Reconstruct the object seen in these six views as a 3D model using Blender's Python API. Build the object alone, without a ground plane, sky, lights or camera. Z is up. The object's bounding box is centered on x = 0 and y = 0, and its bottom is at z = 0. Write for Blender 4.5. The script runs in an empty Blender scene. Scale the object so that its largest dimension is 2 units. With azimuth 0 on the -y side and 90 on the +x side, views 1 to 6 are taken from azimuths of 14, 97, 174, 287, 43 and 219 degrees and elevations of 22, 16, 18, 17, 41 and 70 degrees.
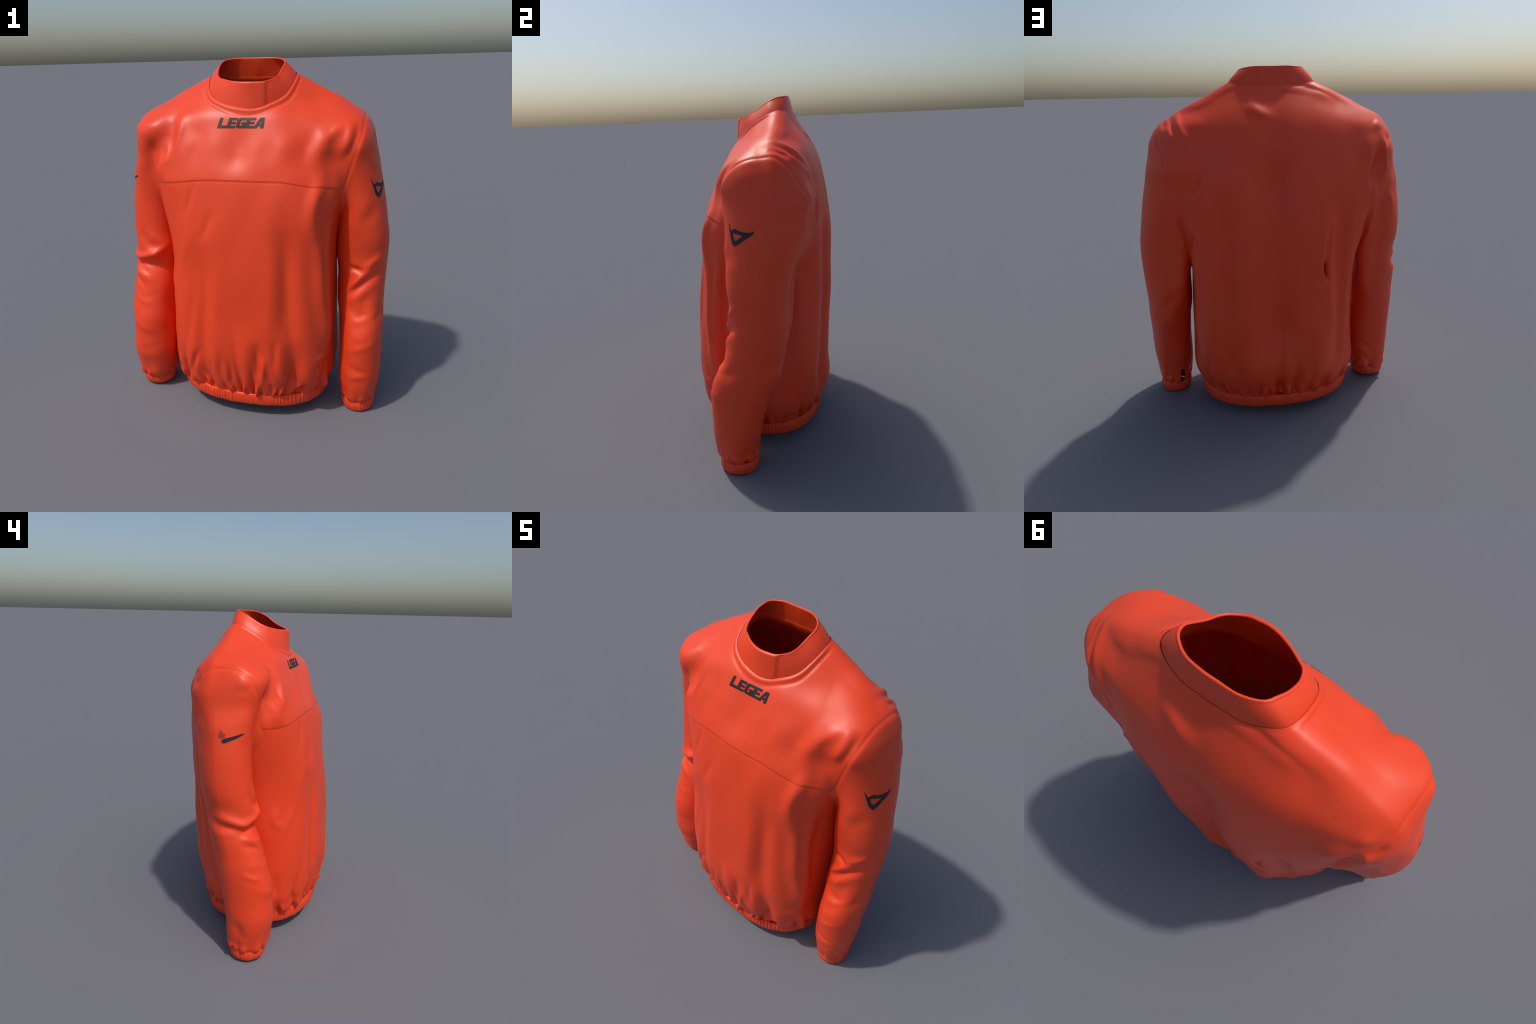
"""A long-sleeved red-orange training pullover, standing as if worn by nobody.

The cloth (torso + two sleeves) is one smooth implicit surface: a torso and two
sleeve tubes given by a few profile tables over height, blended at the armholes.
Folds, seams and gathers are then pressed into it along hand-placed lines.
Collar, hem band and cuffs are lofted rings; lettering and emblems are thin
patches laid on the cloth.
"""
import bpy, bmesh, math
import numpy as np
from mathutils import Vector
from mathutils.bvhtree import BVHTree

RNG = np.random.default_rng(7)

# --------------------------------------------------------------------------
# small helpers
# --------------------------------------------------------------------------
def table(rows, smooth=0.02, step=0.004, lo=-0.2, hi=2.2):
    """rows of (height, v1, v2 ...) -> list of smooth functions of height."""
    rows = np.array(sorted(rows), float)
    t = np.arange(lo, hi, step)
    n = max(1, int(3 * smooth / step))
    k = np.exp(-0.5 * (np.arange(-n, n + 1) * step / smooth) ** 2)
    k /= k.sum()
    out = []
    for c in range(1, rows.shape[1]):
        zs, vs = rows[:, 0], rows[:, c]           # cubic through the control points
        m = np.gradient(vs, zs)
        i = np.clip(np.searchsorted(zs, t) - 1, 0, len(zs) - 2)
        w = zs[i + 1] - zs[i]
        u = np.clip((t - zs[i]) / w, 0, 1)
        v = ((2 * u ** 3 - 3 * u ** 2 + 1) * vs[i] + (u ** 3 - 2 * u ** 2 + u) * w * m[i]
             + (3 * u ** 2 - 2 * u ** 3) * vs[i + 1] + (u ** 3 - u ** 2) * w * m[i + 1])
        v = np.convolve(np.pad(v, n, mode="edge"), k, mode="valid")
        out.append(lambda z, v=v: np.interp(z, t, v))
    return out


def smoothstep(a, b, x):
    u = np.clip((x - a) / (b - a), 0, 1)
    return u * u * (3 - 2 * u)


def ring(rows, n):
    """closed smooth curve through control points (angle_deg, x, y, z), sampled n times."""
    rows = np.array(sorted(rows), float)
    ang = np.radians(rows[:, 0])
    th = np.linspace(0, 2 * np.pi, n, endpoint=False)
    m = len(rows)
    pos = np.interp(th, np.r_[ang[-1] - 2 * np.pi, ang, ang[0] + 2 * np.pi],
                    np.r_[-1, np.arange(m), m].astype(float))
    i = np.floor(pos).astype(int)
    u = (pos - i)[:, None]
    P = lambda j: rows[(i + j) % m, 1:]
    a, b, c, d = P(-1), P(0), P(1), P(2)
    out = 0.5 * (2 * b + (c - a) * u + (2 * a - 5 * b + 4 * c - d) * u ** 2 + (3 * b - a - 3 * c + d) * u ** 3)
    w = max(1, n // 60)                      # light smoothing round the ring
    k = np.hanning(2 * w + 3)[1:-1]
    k /= k.sum()
    ext = np.concatenate([out[-w:], out, out[:w]])
    return np.stack([np.convolve(ext[:, j], k, mode="valid") for j in range(3)], 1)


# --------------------------------------------------------------------------
# the cloth: torso and sleeves as a field, negative inside
# --------------------------------------------------------------------------
#  height, front y, back y, half width +x, half width -x
TORSO = table([
    (0.00, -0.362, 0.335, 0.455, 0.452),
    (0.12, -0.362, 0.335, 0.455, 0.452),
    (0.16, -0.370, 0.352, 0.468, 0.464),
    (0.20, -0.386, 0.370, 0.498, 0.488),
    (0.26, -0.402, 0.390, 0.512, 0.500),
    (0.35, -0.414, 0.402, 0.510, 0.490),
    (0.50, -0.415, 0.412, 0.502, 0.480),
    (0.70, -0.401, 0.418, 0.494, 0.476),
    (1.00, -0.371, 0.426, 0.486, 0.484),
    (1.20, -0.339, 0.427, 0.508, 0.525),
    (1.32, -0.315, 0.418, 0.540, 0.555),
    (1.37, -0.303, 0.411, 0.550, 0.568),
    (1.44, -0.280, 0.400, 0.565, 0.585),
    (1.52, -0.242, 0.384, 0.583, 0.603),
    (1.60, -0.206, 0.366, 0.598, 0.612),
    (1.66, -0.178, 0.346, 0.578, 0.602),
    (1.72, -0.148, 0.320, 0.534, 0.556),
    (1.78, -0.105, 0.285, 0.449, 0.464),
    (1.82, -0.090, 0.258, 0.383, 0.398),
    (1.86, -0.070, 0.233, 0.308, 0.322),
    (1.90, -0.040, 0.210, 0.240, 0.250),
    (1.96, -0.020, 0.180, 0.190, 0.190),
    (2.10, -0.020, 0.180, 0.190, 0.190)], smooth=0.012)
#  height, y of the widest place, squareness of the corners: front +x, front -x, back +x, back -x
TORSO_MID = table([
    (0.00, -0.02, 2.7, 2.6, 2.4, 2.4), (0.12, -0.02, 2.7, 2.6, 2.4, 2.4), (0.35, 0.00, 3.1, 2.9, 2.6, 2.4), (0.70, 0.02, 3.1, 2.9, 2.9, 2.7),
    (1.00, 0.04, 2.9, 2.7, 3.2, 3.1), (1.30, 0.04, 2.9, 2.6, 3.0, 2.9), (1.50, 0.06, 2.55, 2.6, 2.5, 2.6), (1.62, 0.065, 2.35, 2.45, 2.35, 2.4),
    (1.72, 0.070, 1.95, 2.4, 2.5, 2.5), (1.80, 0.105, 1.55, 1.60, 2.1, 2.1), (1.86, 0.125, 1.60, 1.60, 1.95, 1.95), (1.92, 0.135, 2.0, 2.0, 2.0, 2.0)], smooth=0.04)

#  height, outer x, inner x, front y, back y   (x counted outward)
SLEEVE = {
    +1: table([
        (-0.100, 0.738, 0.568, -0.200, -0.008), (0.040, 0.738, 0.566, -0.202, -0.004), (0.062, 0.742, 0.562, -0.206, 0.000), (0.085, 0.758, 0.547, -0.222, 0.012),
        (0.110, 0.763, 0.546, -0.226, 0.012), (0.160, 0.771, 0.540, -0.234, 0.018), (0.250, 0.777, 0.535, -0.238, 0.030),
        (0.350, 0.777, 0.533, -0.238, 0.052), (0.480, 0.777, 0.530, -0.230, 0.100), (0.570, 0.777, 0.526, -0.200, 0.143),
        (0.650, 0.774, 0.512, -0.165, 0.160), (0.740, 0.776, 0.506, -0.140, 0.180), (0.850, 0.779, 0.504, -0.122, 0.193),
        (0.950, 0.780, 0.490, -0.112, 0.198), (1.050, 0.778, 0.488, -0.122, 0.206), (1.150, 0.763, 0.486, -0.125, 0.222),
        (1.240, 0.748, 0.478, -0.124, 0.250), (1.320, 0.732, 0.440, -0.122, 0.272), (1.400, 0.715, 0.420, -0.124, 0.282),
        (1.500, 0.694, 0.400, -0.132, 0.308), (1.570, 0.678, 0.380, -0.142, 0.267), (1.620, 0.664, 0.370, -0.128, 0.250),
        (1.660, 0.642, 0.360, -0.108, 0.232), (1.700, 0.614, 0.350, -0.065, 0.197), (1.730, 0.570, 0.340, -0.020, 0.157),
        (1.760, 0.505, 0.330, 0.025, 0.127), (1.800, 0.395, 0.300, 0.080, 0.120), (1.840, 0.290, 0.260, 0.095, 0.105), (1.900, 0.160, 0.140, 0.095, 0.105), (2.200, 0.060, 0.050, 0.095, 0.105)], smooth=0.013),
    -1: table([
        (-0.10, 0.748, 0.556, -0.196, -0.016), (0.04, 0.750, 0.552, -0.200, -0.014), (0.062, 0.754, 0.548, -0.204, -0.006), (0.085, 0.770, 0.528, -0.224, 0.018),
        (0.12, 0.772, 0.522, -0.238, 0.022), (0.17, 0.778, 0.515, -0.244, 0.028), (0.27, 0.784, 0.512, -0.258, 0.030),
        (0.40, 0.780, 0.512, -0.245, 0.048), (0.50, 0.780, 0.512, -0.238, 0.070), (0.60, 0.778, 0.512, -0.205, 0.098),
        (0.70, 0.772, 0.504, -0.172, 0.121), (0.76, 0.772, 0.504, -0.150, 0.134), (0.84, 0.764, 0.504, -0.122, 0.148),
        (0.92, 0.752, 0.492, -0.130, 0.164), (1.03, 0.766, 0.492, -0.110, 0.186), (1.14, 0.764, 0.490, -0.100, 0.202),
        (1.24, 0.754, 0.478, -0.096, 0.208), (1.32, 0.742, 0.440, -0.096, 0.218), (1.40, 0.730, 0.420, -0.100, 0.236),
        (1.50, 0.697, 0.400, -0.123, 0.262), (1.58, 0.685, 0.380, -0.149, 0.268), (1.64, 0.668, 0.370, -0.151, 0.227),
        (1.68, 0.646, 0.360, -0.130, 0.202), (1.72, 0.616, 0.350, -0.062, 0.167), (1.75, 0.560, 0.340, -0.012, 0.148),
        (1.78, 0.480, 0.330, 0.045, 0.130), (1.82, 0.380, 0.300, 0.080, 0.110), (1.86, 0.270, 0.240, 0.090, 0.100), (1.90, 0.160, 0.140, 0.090, 0.100), (2.20, 0.060, 0.050, 0.090, 0.100)], smooth=0.013),
}


def superellipse(dx, dy, a, b, e):
    r = np.sqrt(dx * dx + dy * dy) + 1e-9
    f = (np.abs(dx / a) ** e + np.abs(dy / b) ** e) ** (1 / e) + 1e-9
    return r - r / f


def torso_raw(x, y, z):
    yf, yb, xp, xm = (f(z) for f in TORSO)
    mid, ep, em, bp, bm = (f(z) for f in TORSO_MID)
    dy = y - mid
    e = np.where(dy > 0, np.where(x > 0, bp, bm), np.where(x > 0, ep, em))
    return superellipse(x, dy, np.where(x > 0, xp, xm), np.where(dy > 0, yb - mid, mid - yf), e)


def sleeve_raw(x, y, z, side):
    xo, xi, yf, yb = (f(z) for f in SLEEVE[side])
    cx, a, cy, b = (xo + xi) / 2, (xo - xi) / 2, (yf + yb) / 2, (yb - yf) / 2
    dx, dy = x * side - cx, y - cy
    full = smoothstep(0.65, 1.0, z) * smoothstep(1.62, 1.40, z)       # cloth bunches behind the armpit
    slim = smoothstep(0.45, 0.7, z) * (smoothstep(1.66, 1.50, z) if side > 0 else smoothstep(1.62, 1.40, z))
    e = np.where(dy > 0, np.where(dx > 0, 2.15 - 0.55 * slim, 2.15 + 3.0 * full), 2.15)
    return superellipse(dx, dy, np.maximum(a, 0.004), np.maximum(b, 0.002), e)


def levelled(fun, x, y, z, *more):
    """divide by the slope in height so the field reads as a distance."""
    d = 0.006
    g = (fun(x, y, z + d, *more) - fun(x, y, z - d, *more)) / (2 * d)
    return fun(x, y, z, *more) / np.sqrt(1 + np.minimum(g * g, 30))


def parts_field(P):
    x, y, z = P[..., 0], P[..., 1], P[..., 2]
    t = levelled(torso_raw, x, y, z)
    s = np.full_like(t, 9.0)
    for side in (1, -1):
        m = x * side > 0.02
        s[m] = levelled(sleeve_raw, x[m], y[m], z[m], side)
    return t, s


def cloth_field(P):
    t, s = parts_field(P)
    k = 0.006 + 0.040 * smoothstep(1.12, 1.34, P[..., 2]) + (0.020 * smoothstep(0.60, 0.85, P[..., 2]) + 0.055 * smoothstep(0.85, 1.15, P[..., 2])) * smoothstep(0.05, 0.15, P[..., 1])
    h = np.clip(0.5 + 0.5 * (s - t) / k, 0, 1)
    return s * (1 - h) + t * h - k * h * (1 - h)


def gradient(P, d=0.003):
    g = np.empty_like(P)
    for j in range(3):
        o = np.zeros(3)
        o[j] = d
        g[:, j] = (cloth_field(P + o) - cloth_field(P - o)) / (2 * d)
    return g


def settle(P, times):
    for _ in range(times):
        f, g = cloth_field(P), gradient(P)
        q = (g * g).sum(1) + 1e-6
        P = P - np.clip(f / q, -0.02, 0.02)[:, None] * g
    return P


def surface_net(h):
    """quads round the zero level of the cloth field (naive surface nets)."""
    lo = np.array([-0.84, -0.50, -0.06])
    n = np.ceil((np.array([0.84, 0.50, 1.98]) - lo) / h).astype(int)
    ax = [lo[j] + h * np.arange(n[j]) for j in range(3)]
    F = np.empty(n)
    yy, zz = np.meshgrid(ax[1], ax[2], indexing="ij")
    for i0 in range(0, n[0], 24):
        xs = ax[0][i0:i0 + 24]
        P = np.empty((len(xs),) + yy.shape + (3,))
        P[..., 0], P[..., 1], P[..., 2] = xs[:, None, None], yy, zz
        F[i0:i0 + 24] = cloth_field(P)
    S = F < 0
    corner = [(i, j, k) for i in (0, 1) for j in (0, 1) for k in (0, 1)]
    cut = lambda A, c: A[c[0]:n[0] - 1 + c[0], c[1]:n[1] - 1 + c[1], c[2]:n[2] - 1 + c[2]]
    tot = sum(cut(S, c).astype(np.int8) for c in corner)
    act = np.argwhere((tot > 0) & (tot < 8))
    ident = np.full(np.array(n) - 1, -1)
    ident[tuple(act.T)] = np.arange(len(act))
    V = {c: F[act[:, 0] + c[0], act[:, 1] + c[1], act[:, 2] + c[2]] for c in corner}
    acc, cnt = np.zeros((len(act), 3)), np.zeros(len(act))
    for c in corner:
        for j in range(3):
            if c[j] == 0:
                d = tuple(1 if q == j else c[q] for q in range(3))
                a, b = V[c], V[d]
                m = (a < 0) != (b < 0)
                u = np.where(m, a / np.where(m, a - b, 1), 0)
                p = np.tile(np.array(c, float), (len(act), 1))
                p[:, j] = u
                acc[m] += p[m]
                cnt[m] += 1
    verts = lo + h * (act + acc / cnt[:, None])
    quads = []
    for j in range(3):
        a, b = [(1, 2), (2, 0), (0, 1)][j]
        sl0, sl1 = [slice(None)] * 3, [slice(None)] * 3
        sl0[j], sl1[j] = slice(0, -1), slice(1, None)
        E = np.argwhere(S[tuple(sl0)] != S[tuple(sl1)])
        E = E[(E[:, a] > 0) & (E[:, b] > 0) & (E[:, a] < n[a] - 1) & (E[:, b] < n[b] - 1)]
        flip = S[tuple(E.T)]
        q = []
        for da, db in ((1, 1), (0, 1), (0, 0), (1, 0)):
            c = E.copy()
            c[:, a] -= da
            c[:, b] -= db
            q.append(ident[tuple(c.T)])
        q = np.stack(q, 1)
        q[~flip] = q[~flip][:, ::-1]
        quads.append(q)
    return verts, np.concatenate(quads)


def relax(P, Q, times):
    for _ in range(times):
        acc, cnt = np.zeros_like(P), np.zeros(len(P))
        for i in range(4):
            for o in (1, 3):
                np.add.at(acc, Q[:, i], P[Q[:, (i + o) % 4]])
            np.add.at(cnt, Q[:, i], 2)
        P = 0.4 * P + 0.6 * acc / np.maximum(cnt, 1)[:, None]
    return P


def refine(P, Q):
    """split every quad in four."""
    E = np.sort(np.stack([Q, np.roll(Q, -1, 1)], -1).reshape(-1, 2), 1)
    key = E[:, 0] * len(P) + E[:, 1]
    uq, first, inv = np.unique(key, return_index=True, return_inverse=True)
    mid = P[E[first]].mean(1)
    e = len(P) + inv.reshape(-1, 4)
    c = len(P) + len(uq) + np.arange(len(Q))
    P2 = np.concatenate([P, mid, P[Q].mean(1)])
    Q2 = np.concatenate([np.stack([Q[:, i], e[:, i], c, e[:, i - 1]], 1) for i in range(4)])
    return P2, Q2


def vertex_normals(P, Q):
    nf = np.cross(P[Q[:, 2]] - P[Q[:, 0]], P[Q[:, 3]] - P[Q[:, 1]])
    nv = np.zeros_like(P)
    for i in range(4):
        np.add.at(nv, Q[:, i], nf)
    return nv / (np.linalg.norm(nv, axis=1)[:, None] + 1e-12)


# --------------------------------------------------------------------------
# openings, seams and folds
# --------------------------------------------------------------------------
#  collar: angle about the neck axis (0 = +x, 90 = back), base seam and rim
NECK_Y = 0.05
COLLAR_BASE = [(0, 0.236, 0.055, 1.872), (28, 0.222, 0.150, 1.897), (60, 0.120, 0.199, 1.895), (90, 0.0, 0.207, 1.894),
               (120, -0.128, 0.199, 1.895), (152, -0.230, 0.150, 1.897), (180, -0.240, 0.055, 1.866),
               (210, -0.205, -0.050, 1.822), (240, -0.115, -0.104, 1.794), (270, 0.0, -0.122, 1.786),
               (300, 0.115, -0.101, 1.796), (330, 0.205, -0.045, 1.822)]
COLLAR_RIM = [(2, 0.174, 0.056, 1.956), (12, 0.178, 0.088, 1.974), (27, 0.157, 0.129, 1.990), (47, 0.101, 0.168, 1.998), (74, 0.034, 0.181, 1.999),
              (102, -0.026, 0.182, 1.999), (129, -0.099, 0.179, 2.000), (149, -0.161, 0.152, 1.995), (160, -0.178, 0.117, 1.986),
              (172, -0.188, 0.077, 1.967), (191, -0.182, 0.014, 1.929), (208, -0.160, -0.034, 1.906), (218, -0.132, -0.054, 1.899),
              (237, -0.084, -0.082, 1.890), (258, -0.032, -0.102, 1.886), (276, 0.016, -0.110, 1.885), (291, 0.058, -0.106, 1.885),
              (305, 0.099, -0.096, 1.886), (322, 0.142, -0.061, 1.896), (333, 0.158, -0.031, 1.907), (346, 0.165, 0.008, 1.925)]
hem_height = lambda x, y: 0.076 - 0.025 * y - 0.016 * x
HEM = dict(cx=0.004, cy=-0.016, a=0.468, b=0.362, e=2.4, tall=0.070)


def armhole_x(y, z):
    """how far out the armhole seam lies."""
    return np.interp(z, (1.25, 1.32, 1.40, 1.52, 1.62, 1.71), (0.51, 0.515, 0.54, 0.575, 0.605, 0.615))


def yoke_height(x):
    return 1.408 - 0.032 * smoothstep(0.18, 0.43, x) - 0.028 * smoothstep(0.41, 0.54, x) - 0.040 * smoothstep(0.15, 0.52, -x)


def line_distance(P, pts):
    """distance to a polyline and the place along it (0..1)."""
    pts = np.array(pts, float)
    seg = pts[1:] - pts[:-1]
    L = np.linalg.norm(seg, axis=1)
    cum = np.r_[0, np.cumsum(L)]
    best, where = np.full(len(P), 9.0), np.zeros(len(P))
    for i in range(len(seg)):
        u = np.clip(((P - pts[i]) @ seg[i]) / (L[i] ** 2), 0, 1)
        d = np.linalg.norm(P - pts[i] - u[:, None] * seg[i], axis=1)
        m = d < best
        best[m], where[m] = d[m], ((cum[i] + u * L[i]) / cum[-1])[m]
    return best, where


def smooth_line(pts, n=14):
    pts = np.array(pts, float)
    if len(pts) < 3:
        return pts
    P = np.concatenate([[2 * pts[0] - pts[1]], pts, [2 * pts[-1] - pts[-2]]])
    out = []
    for i in range(1, len(P) - 2):
        for u in np.linspace(0, 1, 6, endpoint=False):
            a, b, c, d = P[i - 1], P[i], P[i + 1], P[i + 2]
            out.append(0.5 * (2 * b + (c - a) * u + (2 * a - 5 * b + 4 * c - d) * u ** 2 + (3 * b - a - 3 * c + d) * u ** 3))
    return np.array(out + [pts[-1]])


#  folds: (height of ridge, half width, control points); negative = valley
FOLDS = []


def fold(height, width, along):
    FOLDS.append((height, width, along))


# hollow along the spine
fold(height=-0.058, width=0.085, along=[(0.01, 0.37, 1.60), (0.01, 0.395, 1.2), (0.01, 0.39, 0.8), (0.02, 0.38, 0.38)])
fold(height=-0.014, width=0.070, along=[(0.02, 0.385, 0.75), (0.015, 0.37, 0.3), (0.015, 0.34, 0.0)])
fold(height=-0.016, width=0.034, along=[(0.0, 0.370, 1.60), (0.0, 0.385, 1.1), (0.01, 0.375, 0.6), (0.015, 0.35, 0.10)])
# chest drag by the -x armhole
fold(height=-0.01, width=0.035, along=[(-0.422, -0.101, 1.72), (-0.401, -0.157, 1.641), (-0.431, -0.187, 1.538)])
fold(height=0.0156, width=0.026, along=[(-0.349, -0.114, 1.736), (-0.357, -0.17, 1.643), (-0.373, -0.201, 1.561), (-0.411, -0.215, 1.476)])
fold(height=0.0091, width=0.040, along=[(-0.277, -0.196, 1.622), (-0.312, -0.218, 1.555), (-0.344, -0.235, 1.486)])
fold(height=0.0078, width=0.016, along=[(-0.441, -0.167, 1.586), (-0.428, -0.189, 1.538), (-0.428, -0.208, 1.479)])
# armpit pit -x
fold(height=-0.01, width=0.030, along=[(-0.555, -0.137, 1.601), (-0.518, -0.157, 1.489), (-0.496, -0.179, 1.408)])
fold(height=0.006, width=0.030, along=[(-0.444, -0.089, 1.724), (-0.491, -0.108, 1.68), (-0.502, -0.13, 1.641)])
# chest middle
fold(height=-0.0104, width=0.055, along=[(-0.007, -0.201, 1.649), (-0.014, -0.245, 1.549), (-0.028, -0.282, 1.453)])
fold(height=0.0065, width=0.060, along=[(-0.111, -0.198, 1.653), (-0.183, -0.234, 1.56), (-0.226, -0.263, 1.474)])
# panel drags
fold(height=-0.0060, width=0.018, along=[(-0.256, -0.286, 1.387), (-0.276, -0.296, 1.3), (-0.298, -0.298, 1.22)])
fold(height=-0.0060, width=0.020, along=[(-0.151, -0.327, 1.235), (-0.177, -0.335, 1.157), (-0.204, -0.338, 1.097)])
# chest ridge +x
fold(height=0.0221, width=0.040, along=[(0.448, -0.103, 1.686), (0.411, -0.173, 1.587), (0.372, -0.229, 1.481)])
fold(height=-0.0130, width=0.050, along=[(0.36, -0.162, 1.646), (0.344, -0.211, 1.549), (0.332, -0.251, 1.456)])
fold(height=-0.012, width=0.050, along=[(0.495, -0.145, 1.564), (0.469, -0.191, 1.451), (0.455, -0.216, 1.358)])
fold(height=-0.0156, width=0.018, along=[(0.581, -0.073, 1.659), (0.571, -0.124, 1.586), (0.548, -0.139, 1.526)])
fold(height=0.0078, width=0.018, along=[(0.549, -0.089, 1.661), (0.531, -0.132, 1.582), (0.511, -0.146, 1.526)])
fold(height=0.0078, width=0.045, along=[(0.239, -0.197, 1.627), (0.208, -0.24, 1.538), (0.18, -0.274, 1.461)])
# front corner +x
fold(height=0.0224, width=0.032, along=[(0.442, -0.207, 1.454), (0.416, -0.242, 1.383), (0.383, -0.268, 1.284), (0.378, -0.275, 1.194), (0.393, -0.269, 1.109)])
fold(height=0.0280, width=0.034, along=[(0.377, -0.274, 1.214), (0.414, -0.257, 0.998), (0.427, -0.266, 0.779), (0.459, -0.245, 0.531), (0.474, -0.223, 0.393)])
# front ridge
fold(height=0.006, width=0.050, along=[(0.184, -0.297, 1.393), (0.182, -0.324, 1.25), (0.185, -0.342, 1.122)])
fold(height=0.004, width=0.050, along=[(0.183, -0.328, 1.222), (0.189, -0.361, 0.969), (0.183, -0.388, 0.7), (0.162, -0.403, 0.528)])
fold(height=-0.009, width=0.040, along=[(0.241, -0.32, 1.222), (0.245, -0.349, 0.969), (0.239, -0.377, 0.7), (0.203, -0.396, 0.436)])
# belly of the front
fold(height=0.014, width=0.045, along=[(0.04, -0.415, 0.62), (0.04, -0.42, 0.42), (0.04, -0.40, 0.22)])
# long hollows down the front
fold(height=-0.024, width=0.045, along=[(0.26, -0.34, 1.15), (0.28, -0.37, 0.70), (0.30, -0.375, 0.42), (0.32, -0.34, 0.02)])
fold(height=-0.026, width=0.040, along=[(0.29, -0.38, 0.50), (0.31, -0.37, 0.28), (0.32, -0.33, 0.0)])
fold(height=-0.026, width=0.045, along=[(-0.19, -0.35, 1.05), (-0.20, -0.38, 0.65), (-0.22, -0.385, 0.40), (-0.23, -0.35, 0.02)])
fold(height=0.024, width=0.026, along=[(0.47, -0.18, 1.25), (0.45, -0.21, 0.9), (0.46, -0.21, 0.45)])
# fullness at the inner back of the sleeves
fold(height=0.034, width=0.050, along=[(-0.54, 0.24, 1.50), (-0.53, 0.20, 1.15), (-0.54, 0.16, 0.85), (-0.56, 0.11, 0.55)])
fold(height=0.026, width=0.050, along=[(0.55, 0.27, 1.45), (0.53, 0.24, 1.15), (0.54, 0.20, 0.85), (0.56, 0.15, 0.60)])
# hollows and flank ridge of the back
fold(height=0.020, width=0.055, along=[(-0.22, 0.41, 0.78), (-0.23, 0.405, 0.5), (-0.23, 0.38, 0.2)])
fold(height=0.014, width=0.045, along=[(0.14, 0.40, 0.42), (0.14, 0.38, 0.2)])
fold(height=-0.048, width=0.055, along=[(0.29, 0.40, 1.42), (0.29, 0.41, 1.05), (0.29, 0.40, 0.65), (0.30, 0.37, 0.15)])
fold(height=-0.038, width=0.045, along=[(-0.35, 0.38, 1.35), (-0.365, 0.37, 0.9), (-0.38, 0.35, 0.5), (-0.38, 0.33, 0.2)])
fold(height=0.012, width=0.040, along=[(0.49, 0.25, 1.38), (0.465, 0.25, 1.05), (0.465, 0.25, 0.75), (0.475, 0.22, 0.42)])
fold(height=0.016, width=0.040, along=[(-0.49, 0.26, 1.38), (-0.465, 0.26, 1.15), (-0.455, 0.26, 0.95)])
# front -x ridge
fold(height=0.006, width=0.030, along=[(-0.251, -0.321, 1.144), (-0.31, -0.309, 1.025), (-0.349, -0.3, 0.868)])
fold(height=-0.007, width=0.035, along=[(-0.204, -0.338, 1.098), (-0.251, -0.347, 0.873), (-0.29, -0.351, 0.631)])
fold(height=0.007, width=0.045, along=[(-0.132, -0.362, 1.001), (-0.145, -0.388, 0.725), (-0.18, -0.397, 0.482)])
# elbow +x
fold(height=0.010, width=0.020, along=[(0.749, -0.072, 0.972), (0.686, -0.111, 0.921), (0.658, -0.12, 0.882)])
fold(height=-0.014, width=0.015, along=[(0.567, -0.096, 0.894), (0.616, -0.118, 0.887), (0.653, -0.121, 0.879)])
fold(height=0.015, width=0.017, along=[(0.66, -0.12, 0.877), (0.617, -0.126, 0.815), (0.558, -0.109, 0.745)])
fold(height=-0.015, width=0.022, along=[(0.559, -0.117, 0.719), (0.636, -0.132, 0.798), (0.711, -0.11, 0.847), (0.766, -0.056, 0.869)])
fold(height=0.009, width=0.028, along=[(0.56, -0.121, 0.703), (0.619, -0.142, 0.736), (0.688, -0.126, 0.795)])
fold(height=0.006, width=0.040, along=[(0.579, -0.196, 0.517), (0.639, -0.218, 0.518), (0.73, -0.174, 0.552)])
fold(height=-0.007, width=0.030, along=[(0.68, -0.133, 0.762), (0.664, -0.154, 0.687), (0.674, -0.18, 0.611)])
fold(height=-0.007, width=0.035, along=[(0.732, -0.153, 0.602), (0.751, -0.121, 0.618), (0.769, -0.069, 0.654)])
# upper arm +x
fold(height=-0.009, width=0.045, along=[(0.71, -0.075, 1.264), (0.661, -0.121, 1.202), (0.634, -0.127, 1.144)])
fold(height=0.006, width=0.035, along=[(0.661, -0.112, 1.272), (0.607, -0.125, 1.184), (0.59, -0.117, 1.1)])
# elbow -x
fold(height=0.018, width=0.018, along=[(-0.745, -0.06, 0.86), (-0.653, -0.129, 0.891), (-0.578, -0.119, 0.918), (-0.524, -0.061, 0.956)])
fold(height=-0.013, width=0.017, along=[(-0.748, -0.09, 0.815), (-0.661, -0.125, 0.839), (-0.582, -0.12, 0.817)])
fold(height=0.011, width=0.019, along=[(-0.745, -0.10, 0.80), (-0.671, -0.146, 0.77), (-0.619, -0.158, 0.734)])
fold(height=-0.006, width=0.016, along=[(-0.746, -0.111, 0.755), (-0.682, -0.161, 0.724), (-0.653, -0.178, 0.688)])
fold(height=-0.011, width=0.026, along=[(-0.672, -0.118, 1.041), (-0.631, -0.129, 0.968), (-0.572, -0.115, 0.935)])
fold(height=0.006, width=0.025, along=[(-0.626, -0.123, 1.039), (-0.579, -0.114, 0.996), (-0.535, -0.079, 0.956)])
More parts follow.
